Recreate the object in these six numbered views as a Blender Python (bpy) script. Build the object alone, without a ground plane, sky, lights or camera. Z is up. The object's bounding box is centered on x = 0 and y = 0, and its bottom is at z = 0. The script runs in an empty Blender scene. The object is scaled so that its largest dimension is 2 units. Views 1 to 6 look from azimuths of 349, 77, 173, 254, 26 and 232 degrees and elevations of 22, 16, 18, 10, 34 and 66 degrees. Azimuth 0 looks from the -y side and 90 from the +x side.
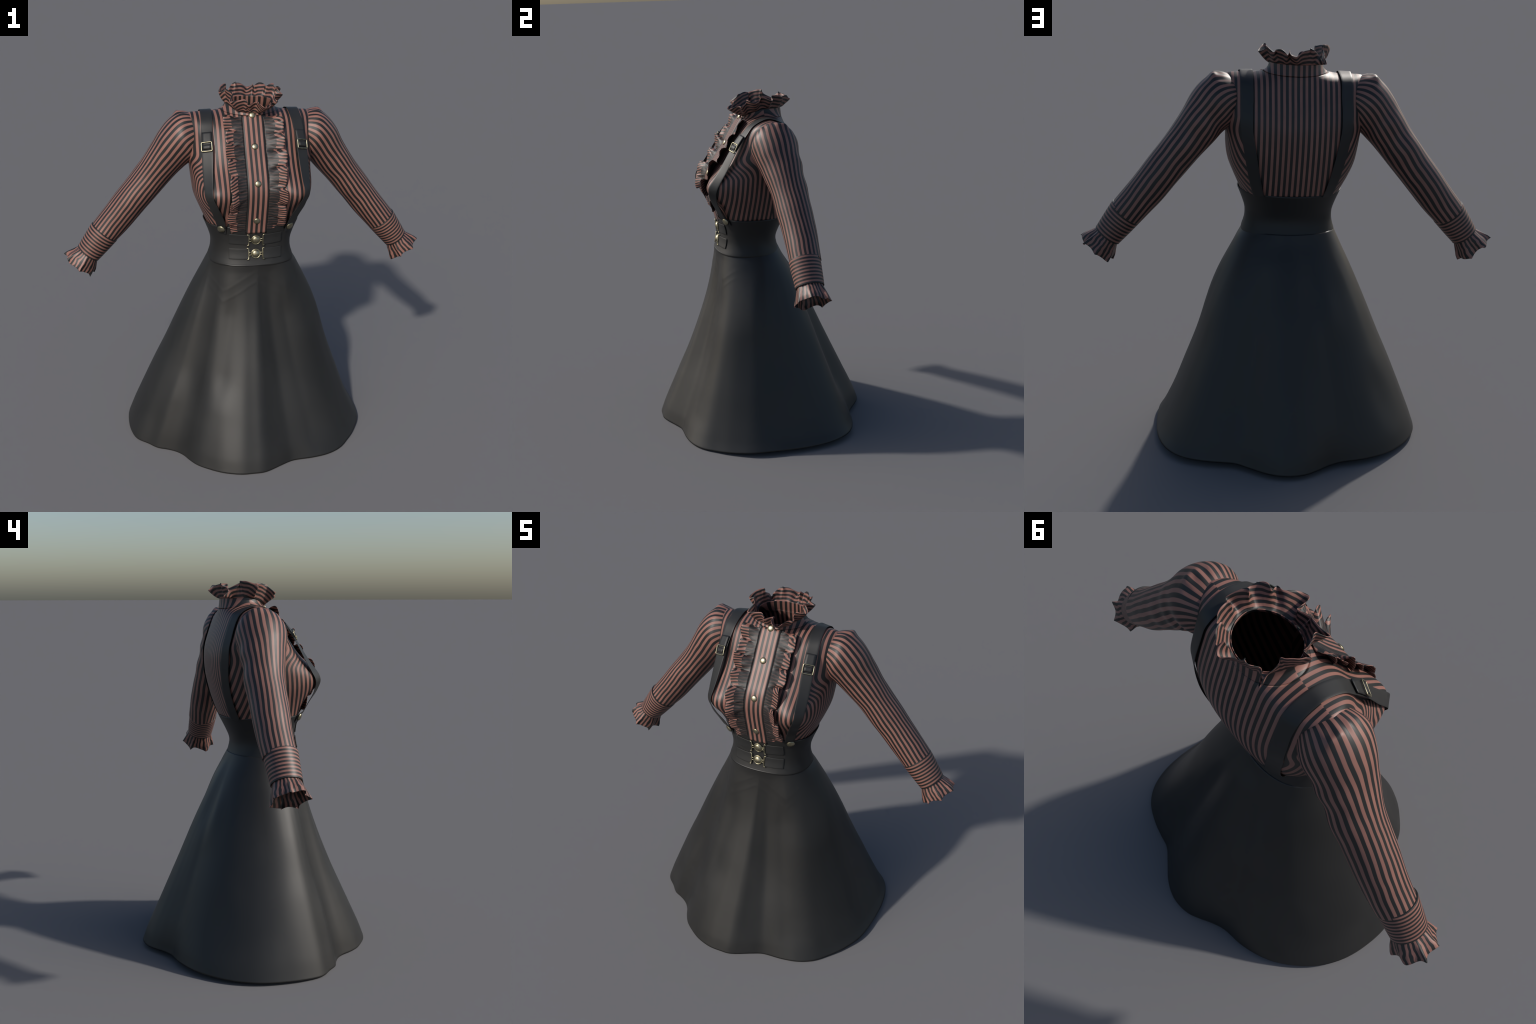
import bpy, bmesh, math, random
from math import sin, cos, pi, radians, atan2, hypot, exp
from mathutils import Vector, Matrix, noise
from mathutils.bvhtree import BVHTree

random.seed(7)
X0 = -0.006            # the garment's middle plane


# ------------------------------------------------------------------ helpers
def catmull(table, per):
    """Smooth rows of numbers: Catmull-Rom through a short control table."""
    out, n = [], len(table)
    for i in range(n - 1):
        a, b, c, d = table[max(i - 1, 0)], table[i], table[i + 1], table[min(i + 2, n - 1)]
        for k in range(per):
            t = k / per
            out.append([0.5 * (2 * q + (r - p) * t + (2 * p - 5 * q + 4 * r - s) * t * t + (3 * q - p - 3 * r + s) * t ** 3)
                        for p, q, r, s in zip(a, b, c, d)])
    out.append(list(table[-1]))
    return out


def sample(points, x, period=None):
    """Cosine-free cubic interpolation of (x, value) pairs."""
    pts = points
    if period:
        x %= period
        pts = [(p - period, v) for p, v in points[-2:]] + list(points) + [(p + period, v) for p, v in points[:2]]
    if x <= pts[0][0]:
        return pts[0][1]
    if x >= pts[-1][0]:
        return pts[-1][1]
    for i in range(len(pts) - 1):
        if pts[i][0] <= x <= pts[i + 1][0]:
            (xa, a), (xb, b) = pts[i], pts[i + 1]
            h = xb - xa
            ma = (b - pts[i - 1][1]) / (xb - pts[i - 1][0]) if i > 0 else (b - a) / h
            mb = (pts[i + 2][1] - a) / (pts[i + 2][0] - xa) if i + 2 < len(pts) else (b - a) / h
            t = (x - xa) / h
            return ((2 * t ** 3 - 3 * t * t + 1) * a + (t ** 3 - 2 * t * t + t) * h * ma
                    + (-2 * t ** 3 + 3 * t * t) * b + (t ** 3 - t * t) * h * mb)
    return pts[-1][1]


def smooth(a, b, x):
    t = min(1, max(0, (x - a) / (b - a)))
    return t * t * (3 - 2 * t)


def spow(v, e):
    return math.copysign(abs(v) ** e, v)


def make_object(name, verts, faces, mat, parent=None, solid=0.0, offset=-1.0, smooth_shade=True, rim_mat=None):
    me = bpy.data.meshes.new(name)
    me.from_pydata([tuple(v) for v in verts], [], faces)
    me.update()
    for m in (mat if isinstance(mat, (list, tuple)) else [mat]):
        me.materials.append(m)
    if smooth_shade:
        for p in me.polygons:
            p.use_smooth = True
    ob = bpy.data.objects.new(name, me)
    bpy.context.scene.collection.objects.link(ob)
    if parent:
        ob.parent = parent
    if solid:
        m = ob.modifiers.new("thickness", "SOLIDIFY")
        m.thickness, m.offset = solid, offset
    return ob


def grid_faces(rows, cols, wrap, flip=False):
    f = []
    for i in range(rows - 1):
        for j in range(cols if wrap else cols - 1):
            k = (j + 1) % cols
            q = (i * cols + j, i * cols + k, (i + 1) * cols + k, (i + 1) * cols + j)
            f.append(q[::-1] if flip else q)
    return f


# ---------------------------------------------------------------- materials
class Nodes:
    def __init__(self, name):
        self.mat = bpy.data.materials.new(name)
        self.mat.use_nodes = True
        self.t = self.mat.node_tree
        self.t.nodes.clear()
        self.out = self.t.nodes.new("ShaderNodeOutputMaterial")
        self.bsdf = self.t.nodes.new("ShaderNodeBsdfPrincipled")
        self.t.links.new(self.bsdf.outputs[0], self.out.inputs[0])
        tc = self.t.nodes.new("ShaderNodeTexCoord")
        self.co = tc.outputs["Object"]
        s = self.t.nodes.new("ShaderNodeSeparateXYZ")
        self.t.links.new(self.co, s.inputs[0])
        self.x, self.y, self.z = s.outputs

    def put(self, sock, v):
        if hasattr(v, "links"):
            self.t.links.new(v, sock)
        else:
            sock.default_value = v

    def m(self, op, *a, clamp=False):
        n = self.t.nodes.new("ShaderNodeMath")
        n.operation, n.use_clamp = op, clamp
        for i, v in enumerate(a):
            self.put(n.inputs[i], v)
        return n.outputs[0]

    def add(self, a, b): return self.m("ADD", a, b)
    def sub(self, a, b): return self.m("SUBTRACT", a, b)
    def mul(self, a, b): return self.m("MULTIPLY", a, b)
    def div(self, a, b): return self.m("DIVIDE", a, b)

    def step(self, lo, hi, v):
        n = self.t.nodes.new("ShaderNodeMapRange")
        n.interpolation_type = "SMOOTHSTEP"
        self.put(n.inputs[0], v)
        n.inputs[1].default_value, n.inputs[2].default_value = lo, hi
        return n.outputs[0]

    def noise(self, scale, detail=2.0, vec=None, stretch=None):
        src = vec or self.co
        if stretch:
            mp = self.t.nodes.new("ShaderNodeMapping")
            mp.inputs["Scale"].default_value = stretch
            self.t.links.new(src, mp.inputs[0])
            src = mp.outputs[0]
        n = self.t.nodes.new("ShaderNodeTexNoise")
        n.inputs["Scale"].default_value, n.inputs["Detail"].default_value = scale, detail
        self.t.links.new(src, n.inputs["Vector"])
        return n.outputs[0]

    def mix(self, fac, a, b):
        n = self.t.nodes.new("ShaderNodeMix")
        n.data_type = "RGBA"
        self.put(n.inputs[0], fac)
        self.put(n.inputs[6], a)
        self.put(n.inputs[7], b)
        return n.outputs[2]

    def stripes(self, phase, edge=0.075, balance=0.06):
        """0 dark, 1 light; one light and one dark band per unit of phase."""
        s = self.m("SINE", self.mul(phase, 2 * pi))
        return self.step(-edge * 3 + balance, edge * 3 + balance, s)

    def bump(self, height, strength, dist):
        n = self.t.nodes.new("ShaderNodeBump")
        n.inputs["Strength"].default_value, n.inputs["Distance"].default_value = strength, dist
        self.t.links.new(height, n.inputs["Height"])
        self.t.links.new(n.outputs[0], self.bsdf.inputs["Normal"])

    def finish(self, color, rough, spec=0.5, metal=0.0, sheen=0.0):
        b = self.bsdf.inputs
        self.put(b["Base Color"], color)
        self.put(b["Roughness"], rough)
        b["Specular IOR Level"].default_value = spec
        b["Metallic"].default_value = metal
        b["Sheen Weight"].default_value = sheen
        return self.mat


PINK = (0.252, 0.118, 0.092, 1)
PINK_DEEP = (0.214, 0.098, 0.077, 1)
DARK = (0.0120, 0.0125, 0.0120, 1)
CLOTH_ROUGH = 0.49
PERIOD = 0.0262


def cloth(n, mask, light=PINK):
    """Striped satin cotton: weave grain, faint unevenness of dye."""
    mott = n.noise(9.0, 3.0)
    pink = n.mix(n.step(0.35, 0.7, mott), PINK_DEEP if light is PINK else light, light)
    col = n.mix(mask, DARK, pink)
    grain = n.noise(900.0, 2.0)
    n.bump(grain, 0.12, 0.0006)
    return n.finish(col, n.add(CLOTH_ROUGH, n.mul(n.sub(mott, 0.5), 0.12)), 0.45)


def bodice_material():
    n = Nodes("striped_bodice_cloth")
    ax = n.m("ABSOLUTE", n.sub(n.x, X0))
    # the side panels, from under the straps to the side seam, are cut with their own run of stripes
    seam = n.m("GREATER_THAN", n.y, 0.055)
    above = n.m("MAXIMUM", n.sub(n.z, 1.25), 0.0)
    cut_front = n.m("MINIMUM", n.add(0.178, n.mul(above, 0.36)), 0.248)
    cut_back = n.m("MINIMUM", n.add(0.160, n.mul(above, 0.17)), 0.222)
    low = n.step(1.63, 1.50, n.z)
    side_front = n.mul(n.m("GREATER_THAN", ax, cut_front), low)
    side_back = n.mul(n.m("GREATER_THAN", ax, cut_back), low)
    lean = n.mul(n.sub(n.z, 1.45), 0.10)
    run_front = n.mul(n.sub(n.sub(n.add(n.y, 0.34), lean), ax), side_front)
    run_back = n.mul(n.sub(n.sub(0.46, n.add(n.y, n.mul(lean, 2.2))), ax), side_back)
    front = n.add(n.div(n.add(ax, run_front), PERIOD), 0.25)
    back = n.add(n.div(n.add(ax, run_back), PERIOD * 0.97), 0.75)
    ph = n.add(n.mul(front, n.sub(1.0, seam)), n.mul(back, seam))
    return cloth(n, n.stripes(ph))


def placket_material():
    n = Nodes("striped_placket_cloth")
    dx = n.sub(n.x, X0)
    mask = n.stripes(n.add(n.div(n.m("ABSOLUTE", dx), 0.0262), 0.25 - 0.5), 0.12, 0.05)
    # machine stitching down one stripe
    line = n.step(0.0016, 0.0006, n.m("ABSOLUTE", n.sub(dx, 0.0265)))
    dash = n.m("GREATER_THAN", n.m("FRACT", n.div(n.z, 0.0062)), 0.38)
    mask = n.mul(mask, n.sub(1.0, n.mul(n.mul(line, dash), 0.75)))
    return cloth(n, mask)


# the sleeve's axis: x (to the side), y, z, radius across, radius in depth, axis tilt
ARM = [
    (0.268, 0.058, 1.686, 0.106, 0.098, 0.08),
    (0.312, 0.059, 1.683, 0.1295, 0.119, 0.18),
    (0.352, 0.058, 1.673, 0.129, 0.130, 0.39),
    (0.397, 0.062, 1.631, 0.115, 0.121, 0.72),
    (0.445, 0.075, 1.565, 0.102, 0.111, 0.86),
    (0.523, 0.089, 1.465, 0.092, 0.099, 0.89),
    (0.608, 0.096, 1.361, 0.089, 0.093, 0.90),
    (0.697, 0.100, 1.250, 0.086, 0.087, 0.905),
    (0.786, 0.098, 1.148, 0.079, 0.081, 0.905),
]
ARM_DIR = (0.617, -0.787)      # of the forearm in the x-z plane


def arm_frame(n):
    """Along, across and depth coordinates of the arm, from object coordinates."""
    ax = n.m("ABSOLUTE", n.add(n.x, 0.002))
    dx, dz = n.sub(ax, 0.786), n.sub(n.z, 1.153)
    t = n.add(n.mul(dx, ARM_DIR[0]), n.mul(dz, ARM_DIR[1]))
    a = n.add(n.mul(dx, -ARM_DIR[1]), n.mul(dz, ARM_DIR[0]))
    y = n.sub(n.y, n.m("MINIMUM", n.add(0.092, n.mul(n.m("ADD", t, 0.1), 0.055)), 0.092))
    return t, a, y


def sleeve_material():
    n = Nodes("striped_sleeve_cloth")
    t, a, y = arm_frame(n)
    up = n.m("MAXIMUM", n.sub(-0.40, t), 0.0)
    a = n.add(a, n.mul(n.mul(up, up), 0.9))
    far = n.m("MAXIMUM", n.sub(-0.42, t), 0.0)
    girth = n.add(n.sub(0.083, n.mul(t, 0.018)), n.mul(n.mul(far, far), 0.62))
    ang = n.m("ARCTAN2", y, a)
    wob = n.mul(n.sub(n.noise(7.0, 1.0), 0.5), 0.5)
    return cloth(n, n.stripes(n.add(n.div(n.mul(ang, girth), 0.0255), wob)))


def cuff_material():
    n = Nodes("striped_cuff_cloth")
    t, a, y = arm_frame(n)
    return cloth(n, n.stripes(n.add(n.div(t, 0.0184), 0.30)))


def cuff_ruffle_material():
    n = Nodes("striped_cuff_ruffle_cloth")
    t, a, y = arm_frame(n)
    ang = n.div(n.m("ARCTAN2", a, y), 2 * pi)
    wob = n.mul(n.sub(n.noise(24.0, 1.0), 0.5), 0.9)
    mask = n.stripes(n.add(n.mul(ang, 23.0), wob))
    hem = n.step(0.0014, 0.0004, n.m("ABSOLUTE", n.sub(t, 0.222)))
    return cloth(n, n.mul(mask, n.sub(1.0, n.mul(hem, 0.6))))


NECK_Y = 0.062


def collar_ruffle_material():
    n = Nodes("striped_collar_ruffle_cloth")
    dx, dy = n.sub(n.x, X0), n.sub(n.y, NECK_Y)
    r = n.m("SQRT", n.add(n.mul(dx, dx), n.mul(dy, dy)))
    zb = n.add(1.862, n.mul(n.m("MINIMUM", dy, 0.0), 0.30))
    dr, dz = n.sub(r, 0.112), n.sub(n.z, zb)
    d = n.m("SQRT", n.add(n.mul(dr, dr), n.mul(dz, dz)))
    wob = n.mul(n.sub(n.noise(20.0, 1.0), 0.5), 0.7)
    return cloth(n, n.stripes(n.add(n.div(d, 0.0205), wob), 0.12, 0.1))


def chest_edge_material():
    n = Nodes("striped_ruffle_edge_cloth")
    wob = n.mul(n.sub(n.noise(14.0, 1.0), 0.5), 1.4)
    return cloth(n, n.stripes(n.add(n.div(n.sub(n.z, n.mul(n.y, 0.35)), 0.0138), wob)), PINK)


def chest_satin_material():
    n = Nodes("dark_ruffle_satin")
    streak = n.noise(1.0, 3.0, stretch=(14, 14, 190))
    faint = n.stripes(n.add(n.div(n.z, 0.0150), n.mul(n.noise(22.0), 1.6)), 0.2, 0.45)
    col = n.mix(n.mul(faint, 0.18), (0.013, 0.013, 0.013, 1), PINK_DEEP)
    col = n.mix(n.step(0.45, 0.8, streak), col, (0.026, 0.0255, 0.025, 1))
    n.bump(streak, 0.15, 0.0015)
    return n.finish(col, 0.50, 0.42)


def leather_material(name, color, rough, spec=0.45):
    n = Nodes(name)
    big = n.noise(3.2, 3.0)
    fine = n.noise(420.0, 3.0)
    tone = tuple(c * 1.35 for c in color[:3]) + (1,)
    col = n.mix(n.step(0.35, 0.75, big), color, tone)
    n.bump(fine, 0.10, 0.0008)
    return n.finish(col, n.add(rough, n.mul(n.sub(big, 0.5), 0.14)), spec)


def brass_material():
    n = Nodes("antique_brass")
    tarnish = n.noise(60.0, 4.0)
    col = n.mix(n.step(0.3, 0.75, tarnish), (0.26, 0.235, 0.152, 1), (0.42, 0.385, 0.275, 1))
    return n.finish(col, n.add(0.30, n.mul(tarnish, 0.16)), 0.5, 1.0)


M_BODICE, M_PLACKET, M_SLEEVE = bodice_material(), placket_material(), sleeve_material()
M_CUFF, M_CUFF_RUFFLE, M_COLLAR_RUFFLE = cuff_material(), cuff_ruffle_material(), collar_ruffle_material()
M_EDGE, M_SATIN = chest_edge_material(), chest_satin_material()
M_SKIRT = leather_material("black_skirt_sateen", (0.0125, 0.0123, 0.0118, 1), 0.47, 0.45)
M_BAND = leather_material("black_waistband_cloth", (0.0125, 0.0123, 0.0118, 1), 0.52, 0.4)
M_STRAP = leather_material("black_strap_leather", (0.0135, 0.0135, 0.0132, 1), 0.50, 0.42)
M_BRASS = brass_material()

# ------------------------------------------------------------------ the thing
dress = bpy.data.objects.new("ruffled_blouse_and_skirt_outfit", None)
bpy.context.scene.collection.objects.link(dress)
dress["label"] = "pink and black striped ruffled blouse with black high-waisted suspender skirt"
dress["category"] = "dress"

# --------------------------------------------------------------------- bodice
# half width, side y, front y, back y, z at side / front / back, squareness front / back
TORSO = [
    (0.203, -0.030, -0.200, 0.106, 1.080, 1.080, 1.080, 2.4, 2.1),
    (0.208, -0.030, -0.203, 0.123, 1.160, 1.160, 1.160, 2.5, 2.1),
    (0.242, -0.020, -0.220, 0.178, 1.250, 1.250, 1.250, 2.8, 2.3),
    (0.276, 0.000, -0.240, 0.207, 1.330, 1.330, 1.330, 3.2, 2.5),
    (0.301, 0.015, -0.256, 0.225, 1.400, 1.400, 1.400, 3.5, 2.55),
    (0.312, 0.025, -0.260, 0.239, 1.470, 1.460, 1.470, 3.5, 2.6),
    (0.319, 0.040, -0.243, 0.244, 1.540, 1.520, 1.550, 3.0, 2.6),
    (0.330, 0.050, -0.204, 0.236, 1.620, 1.580, 1.610, 2.6, 2.6),
    (0.335, 0.055, -0.163, 0.221, 1.700, 1.640, 1.670, 2.4, 2.3),
    (0.335, 0.056, -0.132, 0.207, 1.770, 1.690, 1.710, 2.3, 2.1),
    (0.318, 0.057, -0.105, 0.196, 1.808, 1.735, 1.745, 2.2, 2.0),
    (0.265, 0.058, -0.083, 0.189, 1.815, 1.770, 1.770, 2.1, 2.0),
    (0.200, 0.060, -0.067, 0.185, 1.817, 1.795, 1.790, 2.0, 2.0),
    (0.152, 0.060, -0.058, 0.182, 1.825, 1.810, 1.807, 2.0, 2.0),
    (0.131, 0.060, -0.052, 0.179, 1.842, 1.822, 1.833, 2.0, 2.0),
    (0.122, 0.060, -0.050, 0.177, 1.868, 1.834, 1.864, 2.0, 2.0),
]


def torso_ring(row, count, grow=0.0, bust=True):
    W, ys, F, B, zs, zf, zb, nf, nb = row
    pts = []
    for j in range(count):
        a = 2 * pi * j / count
        s, c = sin(a), cos(a)
        n = nf if c > 0 else nb
        x = (W + grow) * spow(s, 2 / n)
        k = abs(c) ** (2 / n)
        end, ze = (F - grow, zf) if c > 0 else (B + grow, zb)
        y, z = ys + (end - ys) * k, zs + (ze - zs) * abs(c) ** (1.5 if c > 0 else 1.2)
        if bust and c > 0:
            d = exp(-(((abs(x) - 0.195) / 0.085) ** 2) - ((z - 1.445) / (0.085 if z > 1.445 else 0.075)) ** 2)
            y -= 0.052 * d * smooth(0.0, 0.35, c)
            x *= 1 + 0.09 * d
        pts.append(Vector((X0 + x, y, z)))
    return pts


NT, PER = 192, 8
rows = catmull(TORSO, PER)
tv = []
for row in rows:
    tv += torso_ring(row, NT)
seam_row = 13 * PER          # seam where the collar is set on
for j in range(NT):          # a shallow seam groove
    p = tv[seam_row * NT + j]
    d = Vector((p.x - X0, p.y - NECK_Y, 0)).normalized()
    tv[seam_row * NT + j] = p - d * 0.0022
tf = grid_faces(len(rows), NT, True)
bvh = BVHTree.FromPolygons(tv, tf)
ob = make_object("bodice", tv, tf, M_BODICE, dress)
nrm = [v.normal.copy() for v in ob.data.vertices]
bpy.data.objects.remove(ob)


def split_part(name, r0, r1, mat):
    base = r0 * NT
    o = make_object(name, tv[base:(r1 + 1) * NT], grid_faces(r1 - r0 + 1, NT, True), mat, dress, 0.003)
    o.data.normals_split_custom_set_from_vertices([tuple(v) for v in nrm[base:(r1 + 1) * NT]])
    return o


bodice = split_part("bodice", 0, seam_row, M_BODICE)
collar = split_part("collar", seam_row, len(rows) - 1, M_BODICE)


def front_of_body(x, z):
    hit = bvh.ray_cast(Vector((x, -2, z)), Vector((0, 1, 0)))
    return (hit[0], hit[1]) if hit[0] else (Vector((x, -0.2, z)), Vector((0, -1, 0)))


def outward(n, p):
    o = Vector((p.x - X0, p.y - 0.0, 0.0))
    return n if n.dot(o) >= 0 or abs(n.z) > 0.95 else -n


# -------------------------------------------------------------------- placket
pv, rows_p, cols_p = [], 60, 13
for i in range(rows_p):
    z = 1.812 + (1.225 - 1.812) * i / (rows_p - 1)
    for j in range(cols_p):
        u = j / (cols_p - 1) * 2 - 1
        p, nn = front_of_body(X0 + u * 0.058, z)
        nn = outward(nn, p)
        pv.append(p + nn * (0.0045 if abs(u) < 0.95 else 0.001))
placket = make_object("placket", pv, grid_faces(rows_p, cols_p, False), M_PLACKET, dress, 0.002)


# -------------------------------------------------------------- chest ruffles
def chest_ruffle(side, lift, seed):
    rnd = random.Random(seed)
    nz, nv = 300, 15
    z0, z1 = 1.800, 1.243
    knots, s = [], 0.0          # scallops of uneven length
    while s < 1.05:
        knots.append(s)
        s += rnd.uniform(0.085, 0.16)
    amp = [rnd.uniform(0.7, 1.15) for _ in knots]
    lean = [rnd.uniform(-1, 1) for _ in knots]
    verts = []
    for i in range(nz):
        s = i / (nz - 1)
        k = max(q for q in range(len(knots)) if knots[q] <= s + 1e-9)
        k2 = min(k + 1, len(knots) - 1)
        span = (knots[k2] - knots[k]) or 1
        f = min(1, (s - knots[k]) / span)
        bulge = sin(pi * f) ** 0.9 * amp[k]
        pinch = 1 - sin(pi * f) ** 0.45
        z = z0 + (z1 - z0) * s
        taper = smooth(0, 0.03, s) * (0.35 + 0.65 * smooth(1.0, 0.93, s))
        height = lift * taper * sample([(0, 0.6), (0.2, 0.95), (0.42, 1.1), (0.6, 0.85), (0.8, 0.55), (1, 0.3)], s)
        base, nb = front_of_body(X0 + side * 0.056, z)
        nb = outward(nb, base)
        for j in range(nv):
            v = j / (nv - 1)
            reach = 0.092 * v * (0.78 + 0.26 * bulge - 0.20 * pinch) * (0.72 + 0.28 * taper)
            x = X0 + side * (0.056 + reach)
            p, nn = front_of_body(x, z)
            nn = outward(nn, p)
            nn = (nb * 0.6 + nn * 0.4).normalized()
            up = 0.004 + height * v ** 1.15 * (0.20 + 1.0 * bulge) - height * 0.25 * pinch * v + 0.010 * lean[k] * sin(2 * pi * f) * v
            crinkle = noise.noise(Vector((s * 75, v * 2.4, seed))) * 0.0028 * v + noise.noise(Vector((s * 33, v * 1.5, seed + 9))) * 0.010 * v
            slide = (0.026 * sin(2 * pi * f) * v ** 1.5 * (0.55 + 0.5 * abs(lean[k])) + 0.010 * lean[k] * v * bulge)
            q = p + nn * max(0.003, up + crinkle)
            q.z += slide + 0.35 * crinkle
            verts.append(q)
    faces = grid_faces(nz, nv, False, flip=side > 0)
    o = make_object("chest_ruffle", verts, faces, [M_SATIN, M_EDGE], dress, 0.0018, 0.0)
    for p in o.data.polygons:
        v = (p.vertices[0] % nv) / (nv - 1)
        p.material_index = 1 if v > 0.52 else 0
    return o


chest_ruffle(-1, 0.023, 3)
chest_ruffle(1, 0.034, 5)

# ------------------------------------------------------------- collar ruffle
# edge of the frill: bearing from the front, distance from the neck's middle, height
FRILL = [(0, .135, 1.882), (9, .150, 1.888), (15, .188, 1.876), (21, .200, 1.866), (29, .178, 1.884), (41, .193, 1.885),
         (48, .165, 1.895), (58, .168, 1.920), (68, .179, 1.897), (76, .150, 1.930), (86, .150, 1.935), (95, .178, 1.905),
         (104, .152, 1.925), (116, .150, 1.935), (128, .165, 1.910), (136, .146, 1.915), (146, .150, 1.920), (154, .170, 1.896),
         (162, .146, 1.910), (174, .168, 1.890), (184, .145, 1.905), (194, .142, 1.920), (206, .135, 1.925), (216, .130, 1.905),
         (223, .150, 1.880), (228, .178, 1.862), (234, .140, 1.895), (244, .130, 1.930), (254, .124, 1.941), (264, .128, 1.942),
         (274, .155, 1.930), (281, .175, 1.913), (288, .140, 1.925), (298, .135, 1.933), (308, .145, 1.930), (318, .165, 1.915),
         (326, .190, 1.892), (332, .160, 1.895), (338, .146, 1.898), (344, .155, 1.880), (350, .142, 1.878), (355, .150, 1.872)]
fr, fz = [(a, r) for a, r, z in FRILL], [(a, z) for a, r, z in FRILL]
NF, NR = 420, 13
cv = []
top = torso_ring(TORSO[-1], 720)
for i in range(NR):
    v = i / (NR - 1)
    for j in range(NF):
        a = 360 * j / NF
        b = min(top, key=lambda p: abs((math.degrees(atan2(p.x - X0, -(p.y - NECK_Y))) - a + 180) % 360 - 180)) if i == 0 else None
        if i == 0:
            cv.append(Vector((b.x, b.y, b.z - 0.004 - 0.010 * smooth(100, 20, min(a, 360 - a)))))
            continue
        base = cv[j]
        R = sample(fr, a, 360) + 0.004 * noise.noise(Vector((a * 0.14, 3, 1)))
        Z = sample(fz, a, 360) + 0.006 * noise.noise(Vector((a * 0.11, 8, 2)))
        ph = a * 12 + 50 * sin(radians(a * 3 + 40)) + 35 * sin(radians(a * 5))
        swing = radians(a + (5.5 + 3.5 * noise.noise(Vector((a * 0.03, 5, 5)))) * sin(radians(ph)) * v ** 1.3)      # folds lap over each other
        R += 0.007 * cos(radians(ph + 30)) * v
        Z += 0.005 * smooth(40, 70, min(a, 360 - a)) + 0.008 * smooth(125, 160, min(a, 360 - a))
        e = Vector((X0 + R * sin(swing), NECK_Y - R * cos(swing) * 1.0, Z))
        rise = v ** 1.35
        out = v ** 0.80
        p = Vector((base.x + (e.x - base.x) * out, base.y + (e.y - base.y) * out, base.z + (e.z - base.z) * rise))
        cv.append(p)
make_object("collar_ruffle", cv, grid_faces(NR, NF, True), M_COLLAR_RUFFLE, dress, 0.0018, 0.0)


# -------------------------------------------------------------------- sleeves
def arm_ring(row, count, side):
    x, y, z, ra, rb, tilt = row
    nx, nz = sin(tilt), cos(tilt)       # the across direction in the x-z plane
    out = []
    for j in range(count):
        a = 2 * pi * j / count
        c, s = cos(a), sin(a)
        out.append(Vector((side * (x + nx * ra * c) - 0.002, y + rb * s, z + nz * ra * c)))
    return out


def tube(name, table, per, count, side, mat, parent, solid=0.003, shape=None):
    rws = catmull(table, per)
    vs = []
    for i, row in enumerate(rws):
        ring = arm_ring(row, count, side)
        if shape:
            ring = [shape(p, i / (len(rws) - 1), 2 * pi * j / count) for j, p in enumerate(ring)]
        vs += ring
    return make_object(name, vs, grid_faces(len(rws), count, True, flip=side > 0), mat, parent, solid)


def sleeve(side):
    def folds(p, t, a):
        d = Vector((0, sin(a), cos(a)))
        gather = max(0, cos(a)) * exp(-((t - 0.17) / 0.06) ** 2)
        p = p + Vector((side * 0.3, 0, 0.7)) * 0.009 * gather * (0.7 + 0.5 * sin(a * 17))
        peak = exp(-((t - 0.215) / 0.035) ** 2 - ((a - 0.35) / 0.30) ** 2)
        p = p + Vector((side * 0.1, 0.1, 1.0)) * 0.014 * peak
        w = noise.noise(Vector((p.x * 7 * side, p.y * 7, p.z * 7 + side))) * 0.0045 * smooth(0.2, 0.35, t)
        elbow = 0.004 * sin(t * 40 + 2 * sin(a)) * exp(-((t - 0.55) / 0.14) ** 2) * max(0, sin(a))
        return p + d * (w + elbow)
    s = tube("sleeve", ARM, 14, 96, side, M_SLEEVE, dress, 0.003, folds)
    dx, dz = ARM_DIR
    c0, c1 = Vector((0.780, 0.095, 1.158)), Vector((0.871, 0.095, 1.041))
    tl = 0.906
    rim = []
    for t, ra, rb in ((-0.004, .074, .075), (-0.003, .080, .080), (0.0, .0822, .0825), (0.015, .0812, .082), (0.06, .077, .080),
                      (0.11, .0715, .0775), (0.140, .068, .0755), (0.1475, .0675, .0750), (0.149, .064, .072)):
        rim.append((c0.x + dx * t, c0.y, c0.z + dz * t, ra, rb, tl))
    tube("cuff", rim, 4, 96, side, M_CUFF, s, 0.002)
    rnd = random.Random(11 if side > 0 else 23)
    ph = [rnd.uniform(0, 6.28) for _ in range(4)]

    def frill(p, t, a):
        w = t ** 1.2
        wave = (sin(7 * a + ph[0] + 0.8 * sin(2 * a + ph[1])) * 0.0085 + sin(11 * a + ph[2]) * 0.003 + sin(3 * a + ph[3]) * 0.004) * w
        d = Vector((side * sin(tl) * cos(a), sin(a), cos(tl) * cos(a)))
        along = Vector((side * dx, 0, dz))
        turn = Vector((-side * sin(tl) * sin(a), cos(a), -cos(tl) * sin(a)))
        return (p + d * wave + along * (0.004 * sin(7 * a + ph[0] + 1.2) + 0.004 * sin(4 * a + ph[2])) * w
                + turn * 0.010 * sin(7 * a + ph[0] + 1.9) * w)
    e = [(c1.x - dx * 0.008, c1.y, c1.z - dz * 0.008, .0625, .0705, tl), (c1.x + dx * 0.006, c1.y, c1.z + dz * 0.006, .063, .071, tl),
         (c1.x + dx * 0.035, c1.y, c1.z + dz * 0.035, .074, .079, tl), (c1.x + dx * 0.062, c1.y, c1.z + dz * 0.062, .085, .086, tl),
         (c1.x + dx * 0.084, c1.y, c1.z + dz * 0.084, .088, .091, tl)]
    tube("cuff_ruffle", e, 6, 210, side, M_CUFF_RUFFLE, s, 0.0018, frill)


sleeve(-1)
sleeve(1)

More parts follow.
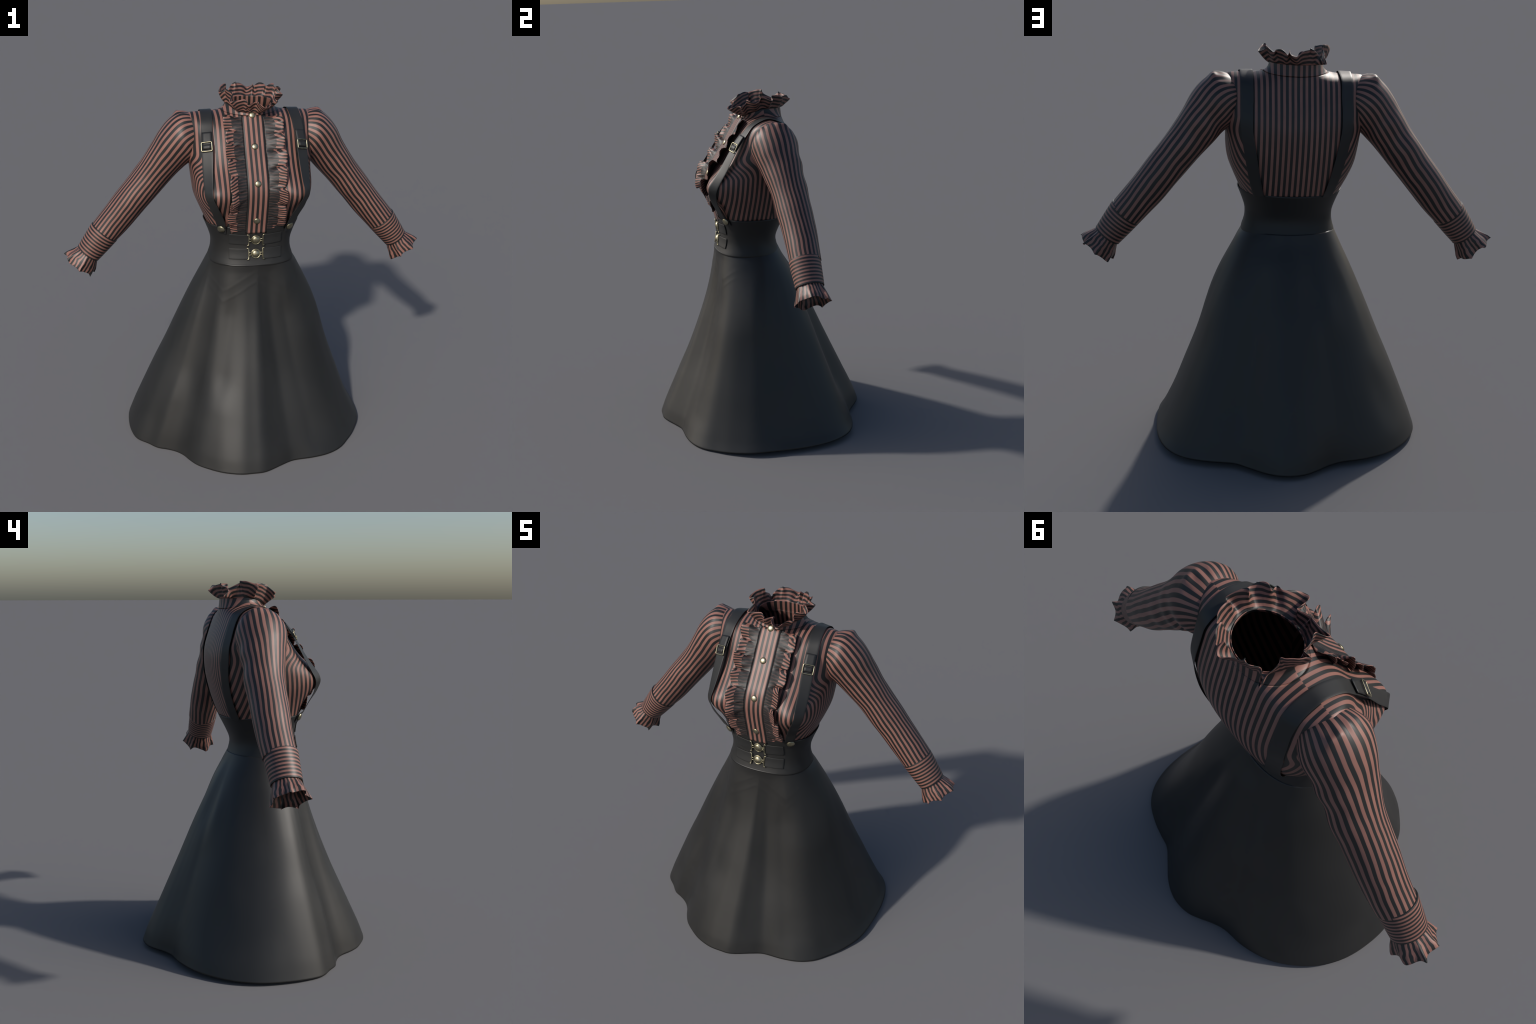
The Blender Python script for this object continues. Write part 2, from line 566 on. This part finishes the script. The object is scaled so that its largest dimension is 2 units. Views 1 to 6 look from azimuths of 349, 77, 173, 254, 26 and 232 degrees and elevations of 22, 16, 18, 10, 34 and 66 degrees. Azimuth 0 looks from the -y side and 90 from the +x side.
# ------------------------------------------------------------------ waistband
band_rows, bz = [], []
for k in range(27):
    t = k / 26
    z = 1.038 + (1.256 - 1.038) * t
    bz.append(z)


def torso_at(z):
    for a, b in zip(rows, rows[1:]):
        if a[4] <= z <= b[4]:
            f = (z - a[4]) / (b[4] - a[4])
            return [p + (q - p) * f for p, q in zip(a, b)]
    return list(rows[0])


BAND_W = [(1.038, .2325), (1.055, .229), (1.08, .221), (1.11, .2155), (1.15, .2165), (1.19, .228), (1.226, .242), (1.256, .2545)]
BAND_F = [(1.038, -.234), (1.07, -.223), (1.12, -.213), (1.19, -.2125), (1.256, -.2275)]
BAND_B = [(1.038, .142), (1.07, .129), (1.12, .122), (1.17, .140), (1.256, .184)]


def band_row(z, grow=0.0):
    w = sample(BAND_W, z) + grow
    return (w, -0.03, sample(BAND_F, z) - grow, sample(BAND_B, z) + grow, z, z + 0.006, z - 0.006, 2.6, 2.1)


wv = []
prof = [(1.0370, -0.004), (1.0374, -0.0015)] + [(z, 0.0) for z in bz] + [(1.2575, -0.004)]
for z, g in prof:
    wv += torso_ring(band_row(z, g), 160, 0, False)
waistband = make_object("waistband", wv, grid_faces(len(prof), 160, True), M_BAND, dress, 0.003)
band_bvh = BVHTree.FromPolygons(wv, grid_faces(len(prof), 160, True))


def front_of_band(x, z):
    hit = band_bvh.ray_cast(Vector((x, -2, z)), Vector((0, 1, 0)))
    n = hit[1]
    return hit[0], (n if n.y < 0 else -n)


def rounded_slab(name, pts, mat, parent, cols, solid, bevel=0.0012):
    o = make_object(name, pts, grid_faces(len(pts) // cols, cols, False), mat, parent, solid, 1.0, True)
    b = o.modifiers.new("edge", "BEVEL")
    b.width, b.segments, b.limit_method, b.angle_limit = bevel, 2, "ANGLE", radians(50)
    return o


# front straps of the waistband, with their clasps
for zc in (1.186, 1.109):
    for side in (-1, 1):
        pts = []
        for i in range(9):
            dzz = (i / 8 - 0.5) * 0.058
            for j in range(17):
                u = 0.036 + 0.103 * j / 16
                p, nn = front_of_band(X0 + side * u, zc + dzz + 0.006 * (j / 16) * (1 if zc > 1.15 else -0.2))
                pts.append(p + nn * 0.0015)
        o = make_object("belt_strap", pts, grid_faces(9, 17, False, flip=side < 0), M_STRAP, waistband, 0.0035, 1.0)
        b = o.modifiers.new("edge", "BEVEL")
        b.width, b.segments, b.limit_method, b.angle_limit = 0.0012, 2, "ANGLE", radians(50)


def dome(radius, height, ring=True):
    """Profile of a domed button turned round its axis (axis -y)."""
    prof = []
    if ring:
        prof = [(radius, 0.0), (radius, 0.0035), (radius * 0.93, 0.005), (radius * 0.85, 0.0045), (radius * 0.82, 0.003)]
        radius *= 0.80
    else:
        prof = [(radius * 0.9, 0.0), (radius, 0.0015), (radius, 0.003)]
    for k in range(1, 9):
        a = pi / 2 * k / 8
        prof.append((radius * cos(a) + 1e-4, 0.003 + height * sin(a)))
    seg, vs = 40, []
    for r, h in prof:
        vs += [Vector((r * cos(2 * pi * j / seg), -h, r * sin(2 * pi * j / seg))) for j in range(seg)]
    fs = grid_faces(len(prof), seg, True)
    fs.append(tuple(range((len(prof) - 1) * seg, len(prof) * seg)))
    return vs, fs


def frame_matrix(p, n, up=Vector((0, 0, 1))):
    """Local -y points along n, local z as near up as it can."""
    y = -n.normalized()
    x = y.cross(up).normalized()
    z = x.cross(y)
    m = Matrix((x, y, z)).transposed().to_4x4()
    m.translation = p
    return m


def rod(path, radius, seg=8):
    """A round wire along a path."""
    vs, fs = [], []
    for i, p in enumerate(path):
        t = (path[min(i + 1, len(path) - 1)] - path[max(i - 1, 0)]).normalized()
        a = t.orthogonal() if abs(t.y) > 0.9 else t.cross(Vector((0, 1, 0))).normalized()
        a.normalize()
        b = t.cross(a)
        vs += [p + (a * cos(2 * pi * j / seg) + b * sin(2 * pi * j / seg)) * radius for j in range(seg)]
    fs = grid_faces(len(path), seg, True)
    fs += [tuple(range(seg))[::-1], tuple(range((len(path) - 1) * seg, len(path) * seg))]
    return vs, fs


def join(parts):
    vs, fs = [], []
    for v, f in parts:
        o = len(vs)
        vs += v
        fs += [tuple(i + o for i in q) for q in f]
    return vs, fs


parts = [dome(0.0262, 0.0105)]
for side in (-1, 1):
    x = side * 0.0375
    h = 0.0300
    path = [Vector((x + side * 0.012, -0.002, h)), Vector((x + side * 0.003, -0.003, h)), Vector((x, -0.003, h - 0.002)),
            Vector((x, -0.003, h * 0.4)), Vector((x, -0.003, -h * 0.4)), Vector((x, -0.003, -h + 0.002)),
            Vector((x + side * 0.003, -0.003, -h)), Vector((x + side * 0.010, -0.002, -h))]
    parts.append(rod(path, 0.0036))
    for hz in (0.008, -0.008):
        parts.append(rod([Vector((side * 0.023, -0.003, hz * 0.8)), Vector((side * 0.030, -0.003, hz * 0.7)), Vector((x, -0.003, hz * 1.2))], 0.0028))
cl_v, cl_f = join(parts)
clasp = make_object("clasp", cl_v, cl_f, M_BRASS, waistband)
p, nn = front_of_band(X0, 1.186)
clasp.matrix_basis = frame_matrix(p + nn * 0.004, nn)
c2 = clasp.copy()
bpy.context.scene.collection.objects.link(c2)
p, nn = front_of_band(X0, 1.109)
c2.matrix_basis = frame_matrix(p + nn * 0.004, nn)

# ------------------------------------------------------------- blouse buttons
bv, bf = dome(0.0172, 0.0072, False)
first = None
for z in (1.810, 1.668, 1.502, 1.300):
    if first is None:
        b = first = make_object("button", bv, bf, M_BRASS, dress)
    else:
        b = first.copy()
        bpy.context.scene.collection.objects.link(b)
    p, nn = front_of_body(X0 - 0.001, z)
    nn = Vector((0, -0.85, 0.5)) if z > 1.8 else outward(nn, p)
    b.matrix_basis = frame_matrix(p + nn * 0.0045, nn)


# ----------------------------------------------------------------- suspenders
STRAP = [(0.176, -0.208, 1.222), (0.180, -0.212, 1.262), (0.200, -0.240, 1.325), (0.232, -0.272, 1.400), (0.250, -0.262, 1.470),
         (0.250, -0.206, 1.560), (0.245, -0.150, 1.655), (0.240, -0.090, 1.735), (0.233, -0.020, 1.800), (0.230, 0.057, 1.822),
         (0.228, 0.125, 1.785), (0.225, 0.160, 1.725), (0.222, 0.175, 1.640), (0.215, 0.180, 1.570), (0.200, 0.180, 1.480),
         (0.182, 0.165, 1.380), (0.166, 0.145, 1.300), (0.160, 0.140, 1.245)]


def push_out(p, gap):
    loc, nn, _, dist = bvh.find_nearest(p)
    o = p - loc
    nn = outward(nn, loc)
    if nn.z < -0.95:
        nn = -nn
    if o.dot(nn) < gap:
        return loc + nn * gap, nn
    return p, nn


def strap_path(side):
    path = [Vector((X0 + side * r[0], r[1], r[2])) for r in catmull(STRAP, 10)]
    for _ in range(3):
        path = [push_out(p, 0.0045)[0] for p in path]
        for i, p in enumerate(path[:26]):          # the lower end lies on the waistband
            if p.z < 1.262:
                path[i] = Vector((p.x, front_of_band(p.x, min(p.z, 1.252))[0].y - 0.004 - 0.10 * max(0, p.z - 1.252), p.z))
        path = [path[0]] + [(path[i - 1] + path[i] * 2 + path[i + 1]) / 4 for i in range(1, len(path) - 1)] + [path[-1]]
    nrms = [push_out(p, 0.0)[1] for p in path]
    for _ in range(8):
        nrms = [(nrms[max(i - 1, 0)] + nrms[i] + nrms[min(i + 1, len(nrms) - 1)]).normalized() for i in range(len(nrms))]
    return path, nrms


def ribbon(path, nrms, width, lift, cols=7, gap=0.003):
    out = []
    for i, p in enumerate(path):
        t = (path[min(i + 1, len(path) - 1)] - path[max(i - 1, 0)]).normalized()
        w = t.cross(nrms[i]).normalized()
        for j in range(cols):
            u = j / (cols - 1) - 0.5
            q = p + nrms[i] * lift + w * u * (width(i) if callable(width) else width)
            out.append(push_out(q, gap + lift)[0])
    return out


def buckle_mesh():
    w, h, c = 0.0275, 0.0235, 0.006
    corner = []
    for (cx, cz, a0) in ((w - c, h - c, 0), (-w + c, h - c, 90), (-w + c, -h + c, 180), (w - c, -h + c, 270)):
        for k in range(5):
            a = radians(a0 + 90 * k / 4)
            corner.append(Vector((cx + c * cos(a), -0.004, cz + c * sin(a))))
    seg, vs = 8, []
    n = len(corner)
    for i, p in enumerate(corner):
        d = (corner[(i + 1) % n] - corner[i - 1]).normalized()
        o = Vector((d.z, 0, -d.x))
        vs += [p + o * cos(2 * pi * j / seg) * 0.0032 + Vector((0, 1, 0)) * sin(2 * pi * j / seg) * 0.0026 for j in range(seg)]
    fs = []
    for i in range(n):
        k = (i + 1) % n
        for j in range(seg):
            l = (j + 1) % seg
            fs.append((i * seg + j, i * seg + l, k * seg + l, k * seg + j))
    return vs, fs


bk_v, bk_f = buckle_mesh()
sb_v, sb_f = dome(0.0212, 0.0100, False)
first_buckle = first_snap = None
for side in (-1, 1):
    path, nrms = strap_path(side)
    n = len(path)
    width = lambda i: 0.050 + 0.010 * smooth(0.12, 0.36, i / n)
    pts = ribbon(path, nrms, width, 0.001)
    strap = make_object("suspender", pts, grid_faces(n, 7, False), M_STRAP, dress, 0.0024, 1.0)
    b = strap.modifiers.new("edge", "BEVEL")
    b.width, b.segments, b.limit_method, b.angle_limit = 0.0012, 2, "ANGLE", radians(50)
    ib = min(range(n // 2), key=lambda i: abs(path[i].z - 1.671))
    tail_i = range(ib - 1, ib + 9)
    tail = ribbon([path[i] for i in tail_i], [nrms[i] for i in tail_i], lambda i: 0.057 - 0.0006 * i, 0.0085, 5)
    t = make_object("strap_tail", tail, grid_faces(len(tail_i), 5, False), M_STRAP, strap, 0.003, 1.0)
    loop = [ib - 1, ib, ib + 1]
    lp = []
    for f in range(9):
        g = (f / 8 - 0.5) * 0.024
        p = path[ib] + (path[ib + 1] - path[ib - 1]).normalized() * g
        w = (path[ib + 1] - path[ib - 1]).normalized().cross(nrms[ib]).normalized()
        for j in range(5):
            lp.append(p + nrms[ib] * (0.0125 + 0.004 * cos(pi * (f / 8 - 0.5))) + w * (j / 4 - 0.5) * 0.044)
    make_object("buckle_loop", lp, grid_faces(9, 5, False), M_STRAP, strap, 0.003, 0.0)
    up = (path[ib + 1] - path[ib - 1]).normalized()
    if first_buckle is None:
        k = first_buckle = make_object("strap_buckle", bk_v, bk_f, M_BRASS, strap)
    else:
        k = first_buckle.copy()
        k.parent = strap
        bpy.context.scene.collection.objects.link(k)
    k.matrix_basis = frame_matrix(path[ib] + nrms[ib] * 0.010, nrms[ib], up)
    js = min(range(n // 2), key=lambda i: abs(path[i].z - 1.250))
    if first_snap is None:
        k = first_snap = make_object("suspender_button", sb_v, sb_f, M_BRASS, strap)
    else:
        k = first_snap.copy()
        k.parent = strap
        bpy.context.scene.collection.objects.link(k)
    k.matrix_basis = frame_matrix(path[js] + nrms[js] * 0.0055, nrms[js])

# ---------------------------------------------------------------------- skirt
# hem seen from above: bearing from the front, distance from the middle
HEM = [(0, .599), (10, .559), (17, .544), (22, .552), (30, .585), (38, .617), (46, .637), (55, .641), (65, .646), (75, .655),
       (85, .654), (95, .657), (105, .670), (115, .688), (123, .692), (130, .675), (137, .637), (143, .602), (150, .572), (158, .582),
       (168, .610), (176, .617), (184, .606), (190, .584), (197, .562), (204, .563), (212, .590), (221, .620), (230, .648), (240, .670),
       (250, .685), (260, .692), (270, .690), (278, .685), (285, .672), (291, .632), (297, .600), (301, .570), (306, .553), (312, .553),
       (318, .570), (324, .588), (332, .601), (340, .612), (348, .614), (354, .607)]
HEM_Z = [(0, .002), (40, .003), (60, .010), (80, .026), (100, .025), (125, .028), (150, .026), (178, .020), (208, .028), (230, .024),
         (250, .015), (270, .010), (290, .003), (320, .0)]
FALL_FRONT = [(0, 0), (.05, .005), (.17, .075), (.354, .230), (.58, .475), (.76, .705), (.93, .925), (1, 1.0)]
FALL_LEFT = [(0, 0), (.05, .06), (.20, .236), (.36, .402), (.515, .552), (.668, .708), (.905, .925), (1, 1.0)]
FALL_RIGHT = [(0, 0), (.05, .08), (.2, .255), (.376, .422), (.54, .543), (.70, .682), (.84, .805), (.95, .925), (1, 1.0)]
FALL_BACK = [(0, 0), (.05, .05), (.14, .165), (.33, .366), (.535, .560), (.76, .778), (.93, .945), (1, 1.0)]
SX = -0.008
waist = torso_ring((0.2262, -0.030, -0.2325, 0.1350, 0, 0, 0, 2.6, 2.1), 2000, 0, False)
polar = sorted(((math.degrees(atan2(p.x - X0, -p.y)) % 360), hypot(p.x - X0, p.y)) for p in waist)
polar = polar[::20]
NS, NZ = 360, 150
mean_hem = {}
for j in range(NS):
    a = 360 * j / NS
    mean_hem[j] = sum(sample(HEM, a + d, 360) for d in range(-60, 61, 5)) / 25
sv = []
TOP = 1.052


# single broad dents and swells: bearing, spread, depth, from and to (0 waist, 1 hem)
DENTS = [(35, 10, -.018, .10, .93), (331, 9, -.015, .08, .62), (198, 11, .016, .25, .90), (299, 7, .013, .55, 1.1),
         (75, 12, .010, .05, .35), (129, 9, .010, .35, .88), (236, 10, -.009, .55, .85), (212, 9, .011, .12, .40),
         (147, 10, -.015, .12, .82), (5, 10, .004, .2, .6)]


def fold_rise(c, delta):
    """How steeply a fold of the hem dies out upward: hollows in front climb highest."""
    front = smooth(-0.35, 0.35, c)
    k = smooth(-0.02, 0.02, delta)
    return front * (0.68 + 0.82 * k) + (1 - front) * (1.0 + 0.1 * k)


def zigzag(x, z):
    """Two parallel stitched chevrons below the waistband, front only."""
    ax = abs(x)
    k = 0.0
    for drop in (0.0, 0.055):
        line = 1.012 - drop - 0.62 * min(ax, 0.175) + 1.1 * max(0, ax - 0.175)
        k += exp(-((z - line) / 0.009) ** 2)
    return k * smooth(0.27, 0.22, ax)


for i in range(NZ):
    p = i / (NZ - 1)
    for j in range(NS):
        a = 360 * j / NS
        r = radians(a)
        wf, wb, ws = max(0, cos(r)) ** 2, max(0, -cos(r)) ** 2, sin(r) ** 2
        f = wf * sample(FALL_FRONT, p) + wb * sample(FALL_BACK, p) + ws * sample(FALL_RIGHT if a < 180 else FALL_LEFT, p)
        rt = sample(polar, a, 360)
        hem = sample(HEM, a, 360)
        m = mean_hem[j]
        R = rt + (m - rt) * f + (hem - m) * p ** fold_rise(cos(r), hem - m)
        for bearing, spread, depth, lo, hi in DENTS:
            d = (a - bearing + 180) % 360 - 180
            if abs(d) < 3 * spread:
                R += depth * exp(-(d / spread) ** 2) * smooth(lo, lo + 0.2, p) * smooth(hi + 0.12, hi - 0.08, p)
        zb = sample(HEM_Z, a, 360)
        z = TOP + (zb - TOP) * p
        x, y = R * sin(r), -R * cos(r)
        soft = noise.noise(Vector((sin(r) * 2.6, cos(r) * 2.6, z * 1.3))) * 0.007 * smooth(0.05, 0.5, p)
        soft += noise.noise(Vector((sin(r) * 7, cos(r) * 7, z * 1.1 + 4))) * 0.0010 * smooth(0.02, 0.3, p)
        R2 = soft + (0.0006 * zigzag(x, z) if y < 0 else 0)
        sv.append(Vector((SX + x + sin(r) * R2, y - cos(r) * R2, z)))
make_object("skirt", sv, grid_faces(NZ, NS, True, flip=True), M_SKIRT, dress, 0.004)
